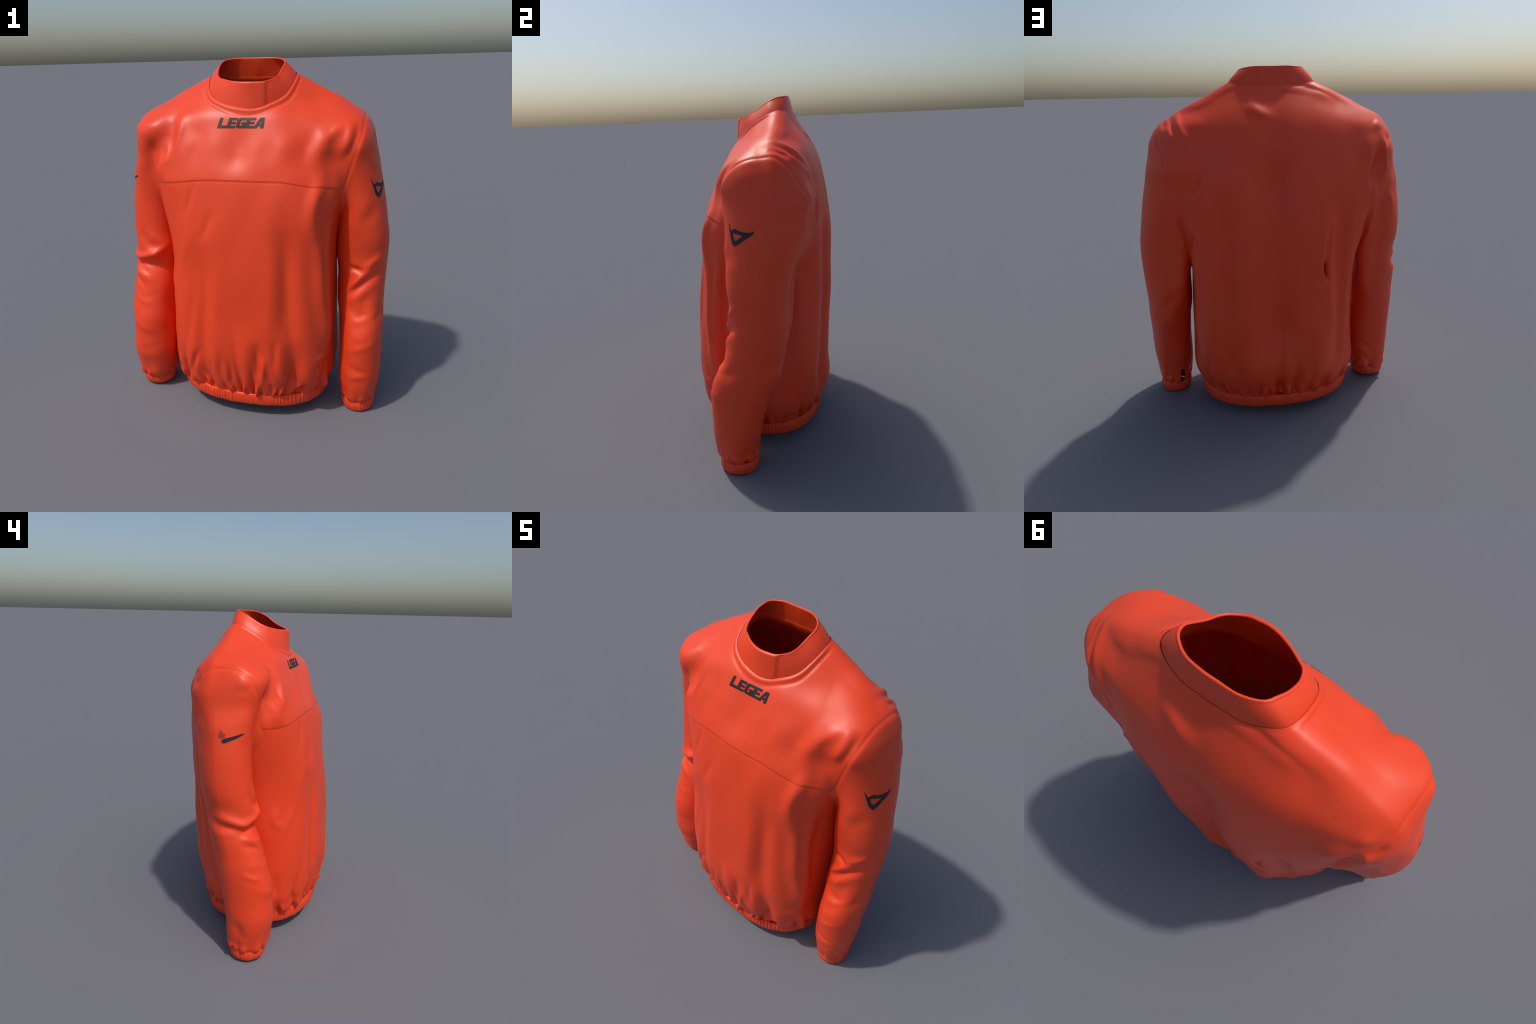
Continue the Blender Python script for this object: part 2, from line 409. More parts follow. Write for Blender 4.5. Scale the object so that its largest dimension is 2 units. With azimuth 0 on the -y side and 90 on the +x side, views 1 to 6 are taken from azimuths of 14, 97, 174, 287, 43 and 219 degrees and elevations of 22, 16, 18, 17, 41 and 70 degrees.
# elbow -x outside
fold(height=-0.011, width=0.020, along=[(-0.729, 0.117, 0.875), (-0.757, 0.016, 0.858), (-0.742, -0.057, 0.85), (-0.708, -0.11, 0.824), (-0.655, -0.152, 0.767)])
fold(height=0.015, width=0.024, along=[(-0.75, 0.071, 0.92), (-0.753, -0.008, 0.9), (-0.733, -0.073, 0.872), (-0.667, -0.129, 0.829)])
fold(height=0.003, width=0.020, along=[(-0.74, 0.1, 0.828), (-0.76, 0.048, 0.808), (-0.752, -0.041, 0.825)])
fold(height=0.006, width=0.013, along=[(-0.724, -0.116, 0.778), (-0.678, -0.16, 0.737), (-0.66, -0.175, 0.703)])
fold(height=0.006, width=0.013, along=[(-0.781, -0.112, 0.589), (-0.763, -0.159, 0.572), (-0.729, -0.2, 0.553)])
fold(height=0.012, width=0.030, along=[(-0.60, -0.135, 0.94), (-0.59, -0.14, 0.89), (-0.63, -0.13, 0.845)])
fold(height=-0.010, width=0.030, along=[(-0.783, -0.056, 0.267), (-0.786, -0.085, 0.238), (-0.783, -0.091, 0.178)])
# side -x
fold(height=0.007, width=0.022, along=[(-0.449, -0.196, 0.856), (-0.453, -0.196, 0.793), (-0.433, -0.229, 0.753)])
fold(height=-0.008, width=0.022, along=[(-0.24, -0.352, 0.872), (-0.287, -0.354, 0.628), (-0.332, -0.34, 0.39), (-0.33, -0.331, 0.25)])
fold(height=0.006, width=0.022, along=[(-0.345, -0.298, 0.903), (-0.403, -0.262, 0.775), (-0.435, -0.234, 0.652)])
fold(height=-0.008, width=0.030, along=[(-0.454, -0.218, 0.432), (-0.457, -0.214, 0.378), (-0.451, -0.218, 0.297)])
# pouch -x
fold(height=0.016, width=0.038, along=[(-0.461, -0.183, 1.505), (-0.471, -0.193, 1.433), (-0.48, -0.192, 1.392)])
fold(height=-0.012, width=0.026, along=[(-0.486, -0.154, 1.591), (-0.551, -0.155, 1.497), (-0.565, -0.129, 1.398)])
fold(height=0.006, width=0.030, along=[(-0.619, 0.008, 1.708), (-0.606, -0.051, 1.685), (-0.603, -0.093, 1.653)])
# sleeve head -x
fold(height=-0.008, width=0.020, along=[(-0.619, 0.239, 1.605), (-0.642, 0.194, 1.641)])
fold(height=0.006, width=0.030, along=[(-0.641, -0.022, 1.668), (-0.651, -0.047, 1.636), (-0.657, -0.059, 1.608)])
fold(height=-0.008, width=0.040, along=[(-0.658, 0.218, 1.466), (-0.7, 0.155, 1.417), (-0.694, 0.176, 1.34)])
fold(height=0.006, width=0.040, along=[(-0.679, -0.063, 1.492), (-0.656, -0.094, 1.408), (-0.672, -0.085, 1.307)])
# shoulder creases +x
fold(height=-0.014, width=0.014, along=[(0.571, 0.13, 1.729), (0.571, 0.172, 1.71), (0.564, 0.207, 1.693)])
fold(height=-0.010, width=0.016, along=[(0.537, 0.101, 1.752), (0.538, 0.165, 1.739), (0.523, 0.232, 1.697), (0.475, 0.292, 1.605)])
fold(height=0.011, width=0.020, along=[(0.546, 0.181, 1.726), (0.542, 0.243, 1.672), (0.446, 0.308, 1.584), (0.437, 0.325, 1.488)])
fold(height=0.010, width=0.018, along=[(0.511, 0.115, 1.763), (0.504, 0.189, 1.744), (0.472, 0.272, 1.67), (0.377, 0.334, 1.592)])
fold(height=0.010, width=0.022, along=[(0.512, -0.097, 1.674), (0.44, -0.162, 1.597), (0.475, -0.168, 1.528)])
# back armhole +x
fold(height=-0.018, width=0.022, along=[(0.546, 0.27, 1.451), (0.488, 0.277, 1.367), (0.48, 0.272, 1.291)])
fold(height=-0.012, width=0.020, along=[(0.476, 0.235, 1.064), (0.466, 0.259, 1.097), (0.457, 0.277, 1.143)])
# back drag +x
fold(height=-0.014, width=0.014, along=[(0.385, 0.348, 1.472), (0.412, 0.339, 1.419), (0.442, 0.32, 1.345)])
fold(height=0.007, width=0.016, along=[(0.368, 0.355, 1.461), (0.395, 0.348, 1.402), (0.427, 0.331, 1.334)])
# neck back
fold(height=0.010, width=0.030, along=[(0.139, 0.255, 1.814), (0.084, 0.289, 1.774), (0.017, 0.312, 1.745)])
# shoulder back -x
fold(height=-0.040, width=0.034, along=[(-0.565, 0.263, 1.6), (-0.577, 0.267, 1.527), (-0.556, 0.265, 1.453), (-0.536, 0.254, 1.376)])
fold(height=0.012, width=0.014, along=[(-0.602, 0.245, 1.616), (-0.609, 0.253, 1.549), (-0.624, 0.242, 1.467)])
fold(height=0.008, width=0.025, along=[(-0.54, 0.27, 1.619), (-0.512, 0.286, 1.592), (-0.483, 0.307, 1.522)])
fold(height=0.007, width=0.022, along=[(-0.65, 0.212, 1.326), (-0.688, 0.189, 1.267), (-0.7, 0.183, 1.212)])
fold(height=0.008, width=0.035, along=[(-0.209, 0.206, 1.87), (-0.271, 0.204, 1.852), (-0.325, 0.209, 1.828)])
fold(height=0.008, width=0.030, along=[(-0.551, 0.222, 1.706), (-0.564, 0.223, 1.694), (-0.583, 0.227, 1.67)])
# back slit -x
fold(height=-0.012, width=0.014, along=[(-0.281, 0.399, 1.23), (-0.263, 0.407, 1.075), (-0.254, 0.41, 0.972), (-0.266, 0.405, 0.877)])
fold(height=0.010, width=0.020, along=[(-0.248, 0.406, 1.233), (-0.24, 0.412, 1.077), (-0.234, 0.415, 0.975), (-0.245, 0.411, 0.88)])
fold(height=0.010, width=0.035, along=[(-0.273, 0.402, 0.862), (-0.306, 0.385, 0.658), (-0.341, 0.361, 0.499)])
# back low centre
fold(height=-0.034, width=0.024, along=[(-0.005, 0.39, 0.75), (0.002, 0.37, 0.465), (0.006, 0.34, 0.02)])
fold(height=0.008, width=0.018, along=[(-0.034, 0.4, 0.614), (-0.026, 0.39, 0.428), (-0.022, 0.379, 0.233)])
fold(height=0.008, width=0.018, along=[(0.037, 0.396, 0.617), (0.033, 0.387, 0.431), (0.036, 0.38, 0.239)])
# sleeve -x back
fold(height=-0.008, width=0.018, along=[(-0.565, 0.02, 0.275), (-0.593, 0.027, 0.26), (-0.647, 0.035, 0.23)])
fold(height=-0.008, width=0.018, along=[(-0.583, 0.02, 0.171), (-0.612, 0.028, 0.156), (-0.63, 0.025, 0.118)])
fold(height=-0.008, width=0.018, along=[(-0.553, 0.125, 0.83), (-0.586, 0.139, 0.803), (-0.582, 0.131, 0.771)])
# sleeve +x back
fold(height=-0.007, width=0.030, along=[(0.569, 0.167, 0.767), (0.632, 0.18, 0.703), (0.669, 0.155, 0.607)])
fold(height=0.006, width=0.030, along=[(0.566, 0.16, 0.72), (0.603, 0.165, 0.666), (0.651, 0.131, 0.534)])
fold(height=-0.010, width=0.022, along=[(0.729, -0.003, 0.181), (0.701, 0.01, 0.16), (0.7, -0.001, 0.095)])
fold(height=-0.009, width=0.024, along=[(0.422, 0.296, 0.404), (0.419, 0.292, 0.342), (0.425, 0.257, 0.244)])
# gathers above the front of the hem
fold(height=-0.016, width=0.016, along=[(-0.251, -0.378, 0.428), (-0.281, -0.376, 0.368), (-0.312, -0.357, 0.262)])
fold(height=-0.012, width=0.013, along=[(-0.188, -0.391, 0.352), (-0.179, -0.386, 0.29), (-0.164, -0.371, 0.203)])
fold(height=-0.014, width=0.014, along=[(-0.073, -0.413, 0.387), (-0.058, -0.409, 0.322), (-0.059, -0.384, 0.205)])
fold(height=-0.010, width=0.012, along=[(-0.386, -0.32, 0.285), (-0.367, -0.322, 0.249), (-0.363, -0.303, 0.196)])
fold(height=0.010, width=0.014, along=[(-0.255, -0.372, 0.336), (-0.239, -0.359, 0.274), (-0.248, -0.337, 0.189)])
fold(height=-0.010, width=0.020, along=[(-0.113, -0.414, 0.431), (-0.113, -0.413, 0.36), (-0.116, -0.401, 0.276)])
fold(height=-0.018, width=0.018, along=[(0.101, -0.418, 0.507), (0.101, -0.419, 0.404), (0.103, -0.403, 0.265)])
fold(height=0.013, width=0.014, along=[(0.139, -0.412, 0.425), (0.133, -0.406, 0.347), (0.12, -0.389, 0.241)])
fold(height=-0.013, width=0.013, along=[(0.159, -0.4, 0.33), (0.176, -0.385, 0.263), (0.192, -0.366, 0.18)])
fold(height=-0.010, width=0.018, along=[(0.201, -0.399, 0.548), (0.201, -0.404, 0.459), (0.2, -0.402, 0.364)])
fold(height=-0.016, width=0.018, along=[(0.285, -0.345, 0.391), (0.289, -0.317, 0.282), (0.278, -0.312, 0.177)])
fold(height=0.013, width=0.013, along=[(0.299, -0.293, 0.166), (0.33, -0.312, 0.245), (0.368, -0.321, 0.268), (0.385, -0.304, 0.215)])
fold(height=-0.010, width=0.010, along=[(0.324, -0.303, 0.177), (0.343, -0.304, 0.203), (0.367, -0.309, 0.227)])
fold(height=0.008, width=0.018, along=[(0.416, -0.313, 0.398), (0.447, -0.275, 0.41), (0.473, -0.228, 0.395)])
fold(height=0.006, width=0.020, along=[(0.032, -0.423, 0.317), (0.037, -0.411, 0.272), (0.037, -0.386, 0.199)])
# crease up the low back from the hem
fold(height=-0.026, width=0.011, along=[(0.0, 0.37, 0.56), (0.004, 0.36, 0.36), (0.006, 0.34, 0.08)])
fold(height=0.010, width=0.022, along=[(-0.045, 0.385, 0.50), (-0.04, 0.37, 0.32), (-0.035, 0.35, 0.12)])
fold(height=0.010, width=0.022, along=[(0.05, 0.385, 0.50), (0.05, 0.37, 0.32), (0.045, 0.35, 0.12)])
# short slit-like tuck on the back
fold(height=-0.040, width=0.007, along=[(-0.254, 0.41, 0.98), (-0.256, 0.405, 0.93), (-0.264, 0.40, 0.89)])
# shallow diagonal wrinkles down the forearms
for side, back in ((1, 0.0), (-1, -0.02)):
    for z, rise, amp in ((0.66, -0.07, -0.006), (0.58, 0.06, 0.005), (0.50, -0.05, -0.005), (0.42, 0.07, 0.005), (0.33, -0.06, -0.006), (0.25, 0.04, 0.005)):
        front = -0.17 - 0.22 * (0.66 - z) if z > 0.42 else -0.235
        fold(height=amp, width=0.018, along=[(side * 0.585, front + 0.02, z), (side * 0.65, front, z + 0.4 * rise), (side * 0.74, front + 0.06 + back, z + rise)])
# sharp drag by the -x armhole
fold(height=0.007, width=0.009, along=[(-0.354, -0.18, 1.624), (-0.373, -0.201, 1.566), (-0.406, -0.217, 1.492)])
fold(height=-0.007, width=0.014, along=[(-0.383, -0.163, 1.621), (-0.403, -0.183, 1.558), (-0.431, -0.209, 1.5)])


def press_folds(P, N):
    D = np.zeros(len(P))
    for amp, wid, pts in FOLDS:
        pts = np.array(pts, float)                # let the fold run out gently past its ends
        run = min(0.05, 0.30 * np.linalg.norm(np.diff(pts, axis=0), axis=1).sum())
        a, b = pts[0] - pts[1], pts[-1] - pts[-2]
        pts = np.concatenate([[pts[0] + a / np.linalg.norm(a) * run], pts, [pts[-1] + b / np.linalg.norm(b) * run]])
        line = smooth_line(pts)
        wid = 1.15 * wid
        near = np.all((P > line.min(0) - 3 * wid) & (P < line.max(0) + 3 * wid), axis=1)
        if not near.any():
            continue
        mid = line[len(line) // 2:len(line) // 2 + 1]   # a fold of the sleeve leaves the body beside it alone
        t, sl = parts_field(mid)
        side = 1.0 if sl[0] < t[0] else -1.0
        own = 1 / (1 + np.exp(np.clip(-side * (T_[near] - S_[near]) / 0.006, -40, 40)))
        own = own + (1 - own) * smoothstep(1.10, 1.36, P[near, 2]) if mid[0, 2] < 1.30 else 1.0
        d, u = line_distance(P[near], line)
        soft = min(0.45, 0.30 / np.linalg.norm(np.diff(line, axis=0), axis=1).sum())
        fade = smoothstep(0, soft, u) * smoothstep(1, 1 - soft, u)
        D[near] += amp * np.exp(-(d / (wid * (1.35 - 0.35 * fade))) ** 2) * fade * own
    return D


def torso_angle(x, y):
    return np.arctan2(y + 0.02, x)


def bumps(th, places, widths, amps):
    out = np.zeros_like(th)
    for p, w, a in zip(places, widths, amps):
        d = (th - p + np.pi) % (2 * np.pi) - np.pi
        out += a * np.exp(-(d / w) ** 2)
    return out


def hem_gathers(P, on_torso):
    th = torso_angle(P[:, 0], P[:, 1])
    z = P[:, 2] - hem_height(P[:, 0], P[:, 1]) - HEM["tall"]
    D = np.zeros(len(P))
    n = 40
    places = np.linspace(-np.pi, np.pi, n, endpoint=False) + RNG.normal(0, 0.06, n)
    zz = np.maximum(z, 0)
    for p in places:                              # creases running up from the band
        tall = RNG.uniform(0.05, 0.12) if RNG.random() < 0.65 else RNG.uniform(0.14, 0.26)
        amp = RNG.uniform(0.010, 0.028)
        wid = RNG.uniform(0.022, 0.040)
        lean = RNG.normal(0, 0.35)
        d = (th - p - lean * zz + np.pi) % (2 * np.pi) - np.pi
        rise = np.exp(-(zz / tall) ** 1.5) * smoothstep(-0.03, 0.015, z)
        D -= amp * np.exp(-(np.abs(d) / (wid * (1 + 1.4 * zz / tall))) ** 1.6) * rise
        d = d - RNG.choice((-1, 1)) * 1.7 * wid    # the cloth puffs out beside them
        D += 0.75 * amp * np.exp(-(d / (1.2 * wid)) ** 2) * np.exp(-((z - 0.03) / 0.035) ** 2)
    return np.where(on_torso, D, 0)


def cuff_gathers(P, on_sleeve):
    D = np.zeros(len(P))
    for side in (1, -1):
        m = on_sleeve & (P[:, 0] * side > 0) & (P[:, 2] < 0.4)
        xo, xi, yf, yb = (f(0.1) for f in SLEEVE[side])
        th = np.arctan2(P[m, 1] - (yf + yb) / 2, P[m, 0] * side - (xo + xi) / 2)
        z = P[m, 2] - 0.072
        n = 13
        places = np.linspace(-np.pi, np.pi, n, endpoint=False) + RNG.normal(0, 0.15, n)
        out, zz = np.zeros(m.sum()), np.maximum(z, 0)
        for p in places:
            tall, amp, wid, lean = RNG.uniform(0.04, 0.15), RNG.uniform(0.006, 0.016), RNG.uniform(0.10, 0.17), RNG.normal(0, 2.0)
            d = (th - p - lean * zz + np.pi) % (2 * np.pi) - np.pi
            out -= amp * np.exp(-(np.abs(d) / (wid * (1 + zz / tall))) ** 1.6) * np.exp(-(zz / tall) ** 1.5)
            d = d - RNG.choice((-1, 1)) * 1.6 * wid
            out += 0.5 * amp * np.exp(-(d / wid) ** 2) * np.exp(-((z - 0.025) / 0.025) ** 2)
        D[m] = out
    return D


def seams(P, on_torso):
    D = np.zeros(len(P))
    x, y, z = P.T
    front = on_torso & (y < 0.10) & (z > 1.2)
    d = z - yoke_height(x)
    w = smoothstep(0.10, 0.0, y) * front * smoothstep(0.16, 0.08, d)
    D += w * (0.003 * smoothstep(-0.004, 0.004, d) * np.exp(-np.maximum(d, 0) / 0.06) - 0.0010 * np.exp(-((d + 0.004) / 0.005) ** 2))
    top = z > 1.22
    a = np.abs(x) - armhole_x(y, z) - 0.02 * (x < 0) * smoothstep(1.5, 1.6, z)
    D += top * (-0.003 * np.exp(-(a / 0.007) ** 2) + 0.001 * np.exp(-((a - 0.018) / 0.014) ** 2)) * smoothstep(1.22, 1.32, z)
    return D


# --------------------------------------------------------------------------
# materials
# --------------------------------------------------------------------------
def cloth_material(name, colour, rough, grain):
    m = bpy.data.materials.new(name)
    m.use_nodes = True
    nt = m.node_tree
    b = nt.nodes["Principled BSDF"]
    tc = nt.nodes.new("ShaderNodeTexCoord")
    n1 = nt.nodes.new("ShaderNodeTexNoise")
    n1.inputs["Scale"].default_value = 3.0
    n1.inputs["Detail"].default_value = 3.0
    nt.links.new(tc.outputs["Object"], n1.inputs["Vector"])
    mix = nt.nodes.new("ShaderNodeMix")
    mix.data_type = "RGBA"
    mix.inputs["A"].default_value = (*[c * 0.95 for c in colour], 1)
    mix.inputs["B"].default_value = (*[min(1, c * 1.05) for c in colour], 1)
    nt.links.new(n1.outputs["Fac"], mix.inputs["Factor"])
    nt.links.new(mix.outputs["Result"], b.inputs["Base Color"])
    n2 = nt.nodes.new("ShaderNodeTexNoise")
    n2.inputs["Scale"].default_value = 420.0
    n2.inputs["Detail"].default_value = 2.0
    nt.links.new(tc.outputs["Object"], n2.inputs["Vector"])
    bump = nt.nodes.new("ShaderNodeBump")
    bump.inputs["Strength"].default_value = grain
    bump.inputs["Distance"].default_value = 0.001
    nt.links.new(n2.outputs["Fac"], bump.inputs["Height"])
    nt.links.new(bump.outputs["Normal"], b.inputs["Normal"])
    b.inputs["Roughness"].default_value = rough
    b.inputs["Specular IOR Level"].default_value = 0.47
    return m


CLOTH = cloth_material("orange_cloth", (0.82, 0.058, 0.0120), 0.43, 0.04)
FADED = cloth_material("faded_print", (0.36, 0.034, 0.014), 0.42, 0.04)
PRINT = cloth_material("dark_print", (0.011, 0.011, 0.014), 0.55, 0.04)


# --------------------------------------------------------------------------
# mesh making
# --------------------------------------------------------------------------
ROOT = bpy.data.objects.new("training_pullover", None)
bpy.context.scene.collection.objects.link(ROOT)
ROOT["label"] = "red-orange long-sleeved training pullover with high collar"
ROOT["category"] = "pullover"


def make_object(name, P, Q, mat, parent=ROOT, normals=None):
    me = bpy.data.meshes.new(name)
    Q = np.asarray(Q)
    me.vertices.add(len(P))
    me.vertices.foreach_set("co", np.asarray(P, np.float32).ravel())
    k = Q.shape[1]
    me.loops.add(Q.size)
    me.loops.foreach_set("vertex_index", Q.astype(np.int32).ravel())
    me.polygons.add(len(Q))
    me.polygons.foreach_set("loop_start", np.arange(0, Q.size, k, dtype=np.int32))
    me.polygons.foreach_set("use_smooth", np.ones(len(Q), bool))
    me.update(calc_edges=True)
    me.validate()
    if normals is not None:
        me.normals_split_custom_set_from_vertices(normals.tolist())
    me.materials.append(mat)
    ob = bpy.data.objects.new(name, me)
    bpy.context.scene.collection.objects.link(ob)
    ob.parent = parent
    return ob


def grid_quads(nr, nc, wrap_rows=False):
    r = np.arange(nr if wrap_rows else nr - 1)
    c = np.arange(nc)
    R, C = np.meshgrid(r, c, indexing="ij")
    q = lambda i, j: ((i % nr) * nc + (j % nc)).ravel()
    return np.stack([q(R, C), q(R, C + 1), q(R + 1, C + 1), q(R + 1, C)], 1)


# ---- cloth ----------------------------------------------------------------
P, Q = surface_net(0.0105)
P = settle(relax(P, Q, 2), 2)
P, Q = refine(P, Q)
P = settle(relax(P, Q, 1), 2)
N = gradient(P)
N /= np.linalg.norm(N, axis=1)[:, None] + 1e-9
T_, S_ = parts_field(P)
on_sleeve = np.where(P[:, 2] > 1.22, np.abs(P[:, 0]) > armhole_x(P[:, 1], P[:, 2]) + 0.02 * (P[:, 0] < 0) * smoothstep(1.5, 1.6, P[:, 2]), S_ < T_)
D = np.zeros(len(P))
for k in range(16):                               # the cloth is nowhere perfectly even
    d = RNG.normal(size=3) * (1.0, 1.0, 0.45)
    d *= 2 * np.pi / (RNG.uniform(0.16, 0.42) * np.linalg.norm(d))
    D += 0.0006 * np.sin(P @ d + RNG.uniform(0, 6.3))
D += press_folds(P, N) + hem_gathers(P, ~on_sleeve) + cuff_gathers(P, on_sleeve) + seams(P, ~on_sleeve)
P = P + D[:, None] * N

# openings: neck, hem and cuffs
base = ring(COLLAR_BASE, 360)
ang = np.arctan2(base[:, 1] - NECK_Y, base[:, 0])
rad = np.hypot(base[:, 1] - NECK_Y, base[:, 0])
order = np.argsort(ang)
va = np.arctan2(P[:, 1] - NECK_Y, P[:, 0])        # piping along the front of the collar seam
vd = np.hypot(P[:, 0], P[:, 1] - NECK_Y) - np.interp(va, ang[order], rad[order], period=2 * np.pi)
vd = np.where(P[:, 2] > 1.7, vd, 9)
fr = smoothstep(0.14, 0.06, P[:, 1])
P = P + ((0.0055 * np.exp(-((vd - 0.007) / 0.007) ** 2) - 0.003 * np.exp(-((vd - 0.022) / 0.007) ** 2)) * fr
         - 0.001 * np.exp(-((vd - 0.006) / 0.006) ** 2) * (1 - fr))[:, None] * N
whole = BVHTree.FromPolygons(P.tolist(), Q.tolist())
for i in range(len(base)):                        # the collar seam lies on the cloth
    hit = whole.ray_cast(Vector((base[i, 0], base[i, 1], 2.2)), Vector((0, 0, -1)))[0]
    if hit:
        base[i, 2] = hit.z
base[:, 2] = np.convolve(np.r_[base[-5:, 2], base[:, 2], base[:5, 2]], np.ones(11) / 11, mode="valid")
C = P[Q].mean(1)
ca = np.arctan2(C[:, 1] - NECK_Y, C[:, 0])
in_neck = (np.hypot(C[:, 0], C[:, 1] - NECK_Y) < np.interp(ca, ang[order], rad[order], period=2 * np.pi)) & (C[:, 2] > 1.6)
fs = on_sleeve[Q].mean(1) > 0.5
in_hem = ~fs & (C[:, 2] < hem_height(C[:, 0], C[:, 1]) + HEM["tall"] - 0.025)
in_cuff = fs & (C[:, 2] < 0.035)
# a small vent torn open at the back of one sleeve, just above the cuff
in_vent = fs & (C[:, 0] > 0.590 + 0.25 * np.maximum(0, 0.105 - C[:, 2])) & (C[:, 0] < 0.616 - 0.1 * (C[:, 2] - 0.12)) & (C[:, 2] > 0.082) & (C[:, 2] < 0.162) & (C[:, 1] > -0.06)
keep = ~(in_neck | in_hem | in_cuff | in_vent)
Q, fs, C = Q[keep], fs[keep], C[keep]
used = np.unique(Q)
renum = np.full(len(P), -1)
renum[used] = np.arange(len(used))
P, Q = P[used], renum[Q]
E = np.sort(np.stack([Q, np.roll(Q, -1, 1)], -1).reshape(-1, 2), 1)
uq, cnt = np.unique(E[:, 0] * len(P) + E[:, 1], return_counts=True)
rim_v = np.unique(np.concatenate([uq[cnt == 1] // len(P), uq[cnt == 1] % len(P)]))
rim_v = rim_v[P[rim_v, 2] > 1.6]                  # the neck edge of the cloth is sewn exactly to the collar seam
ra = np.arctan2(P[rim_v, 1] - NECK_Y, P[rim_v, 0])
for j in range(3):
    P[rim_v, j] = np.interp(ra, ang[order], base[order, j], period=2 * np.pi)
N = vertex_normals(P, Q)

# an inner layer, so the cloth has thickness
THICK = 0.007
front = C[:, 1] < 0.06
region = np.where(fs, np.where(C[:, 0] > 0, 0, 1), np.where(front, np.where(C[:, 2] > yoke_height(C[:, 0]), 2, 3), 4))
for k, name in enumerate(["sleeve", "sleeve", "yoke", "front_panel", "back_panel"]):
    q = Q[region == k]
    u = np.unique(q)
    m = np.full(len(P), -1)
    m[u] = np.arange(len(u))
    q = m[q]
    both = np.concatenate([P[u], P[u] - THICK * N[u]])
    make_object(name, both, np.concatenate([q, q[:, ::-1] + len(u)]), CLOTH, normals=np.concatenate([N[u], -N[u]]))
SURFACE = BVHTree.FromPolygons(P.tolist(), Q.tolist())

# ---- collar ---------------------------------------------------------------
n = 360
rim = ring(COLLAR_RIM, n) * (1.02, 1, 1)
th = np.linspace(0, 2 * np.pi, n, endpoint=False)
rows = []
centre = np.array([0, NECK_Y, 0])
for v in np.r_[-0.2, 0.0, 0.006, 0.02, np.linspace(0.04, 1.0, 25)]:
    c = base + (rim - base) * max(v, 0)
    if v < 0:                                     # the seam allowance, tucked under the cloth
        c = c - (c - centre) * (0.04, 0.04, 0) - np.array([0, 0, 0.030])
    out = c - centre
    out[:, 2] = 0
    out /= np.linalg.norm(out, axis=1)[:, None]
    flare = math.sin(math.pi * min(max(v, 0), 1)) * (0.007 * np.abs(out[:, :1]) - 0.002)
    c = c + out * flare
    rows.append((c, out))
outer = [c for c, o in rows]
outdir = rows[-1][1]
T = 0.011
lip = []
for a in np.linspace(0, math.pi, 7)[1:-1]:
    lip.append(rim - outdir * (T / 2) * (1 - math.cos(a)) + np.array([0, 0, 1]) * (T / 2) * math.sin(a) - np.array([0, 0, T * 0.5]) * 0)
inner = [c - o * T for c, o in rows][::-1]
R = np.array(outer + lip + inner)
R[:, :, 2] -= max(0, R[:, :, 2].max() - 2.0)
no = len(outer)                                   # the overlapping end of the collar, left of its edge
step = smoothstep(0.120, 0.098, R[:no, :, 0]) * smoothstep(-0.10, 0.02, R[:no, :, 0]) * (R[:no, :, 1] < 0.02)
dent = np.exp(-((R[:no, :, 0] - 0.118) / 0.016) ** 2) * (R[:no, :, 1] < 0.02)
R[:no] += (0.004 * step - 0.0015 * dent)[:, :, None] * outdir[None]
make_object("collar", R.reshape(-1, 3), grid_quads(len(R), n, True), CLOTH)


def rib_profile(s, length, seed, spacing):
    """irregular gathered ribs along a band: distance s -> relief -1..1."""
    r = np.random.default_rng(seed)
    k = int(length / spacing)
    ph = 2 * np.pi * s / length
    out = np.zeros_like(s)
    for f, a in ((k, 0.5), (int(k * 0.62), 0.35), (int(k * 0.31), 0.3), (int(k * 1.37), 0.25)):
        wob = 0.9 * np.sin(ph * r.integers(3, 9) + r.uniform(0, 6)) + 0.6 * np.sin(ph * r.integers(9, 17) + r.uniform(0, 6))
        out += a * (0.6 + 0.4 * np.sin(ph * r.integers(2, 7) + r.uniform(0, 6))) * np.sin(f * ph + wob * 2 + r.uniform(0, 6))
    return out


def band(name, centre_line, tall, ribs, thick, bulge, wave, up=None):
    """an elastic band: closed ring of points, bottom edge, extruded upward."""
    n = len(centre_line)
    nxt = np.roll(centre_line, -1, 0) - np.roll(centre_line, 1, 0)
    out = np.stack([nxt[:, 1], -nxt[:, 0], np.zeros(n)], 1)
    out /= np.linalg.norm(out, axis=1)[:, None]
    rows = []
    m = 12
    for i in range(m + 1):
        v = i / m
        prof = bulge * math.sin(math.pi * v) ** 0.7
        amp = 0.35 + 0.65 * v
        rows.append(centre_line + out * (prof + ribs[:, None] * amp) + np.array([0, 0, 1]) * (tall * v) + np.array([0, 0, 1]) * (wave[:, None] * (1 - 0.3 * v)))
    for v in (1.0, 0.6, 0.25, 0.0):
        rows.append(centre_line + out * (-thick + ribs[:, None] * 0.4) + np.array([0, 0, 1]) * (tall * v + 0.002) + np.array([0, 0, 1]) * (wave[:, None] * (1 - 0.3 * v)))
    R = np.array(rows)
    R[:, :, 2] = np.maximum(R[:, :, 2], 0.0)
    return make_object(name, R.reshape(-1, 3), grid_quads(len(R), n, True), CLOTH)


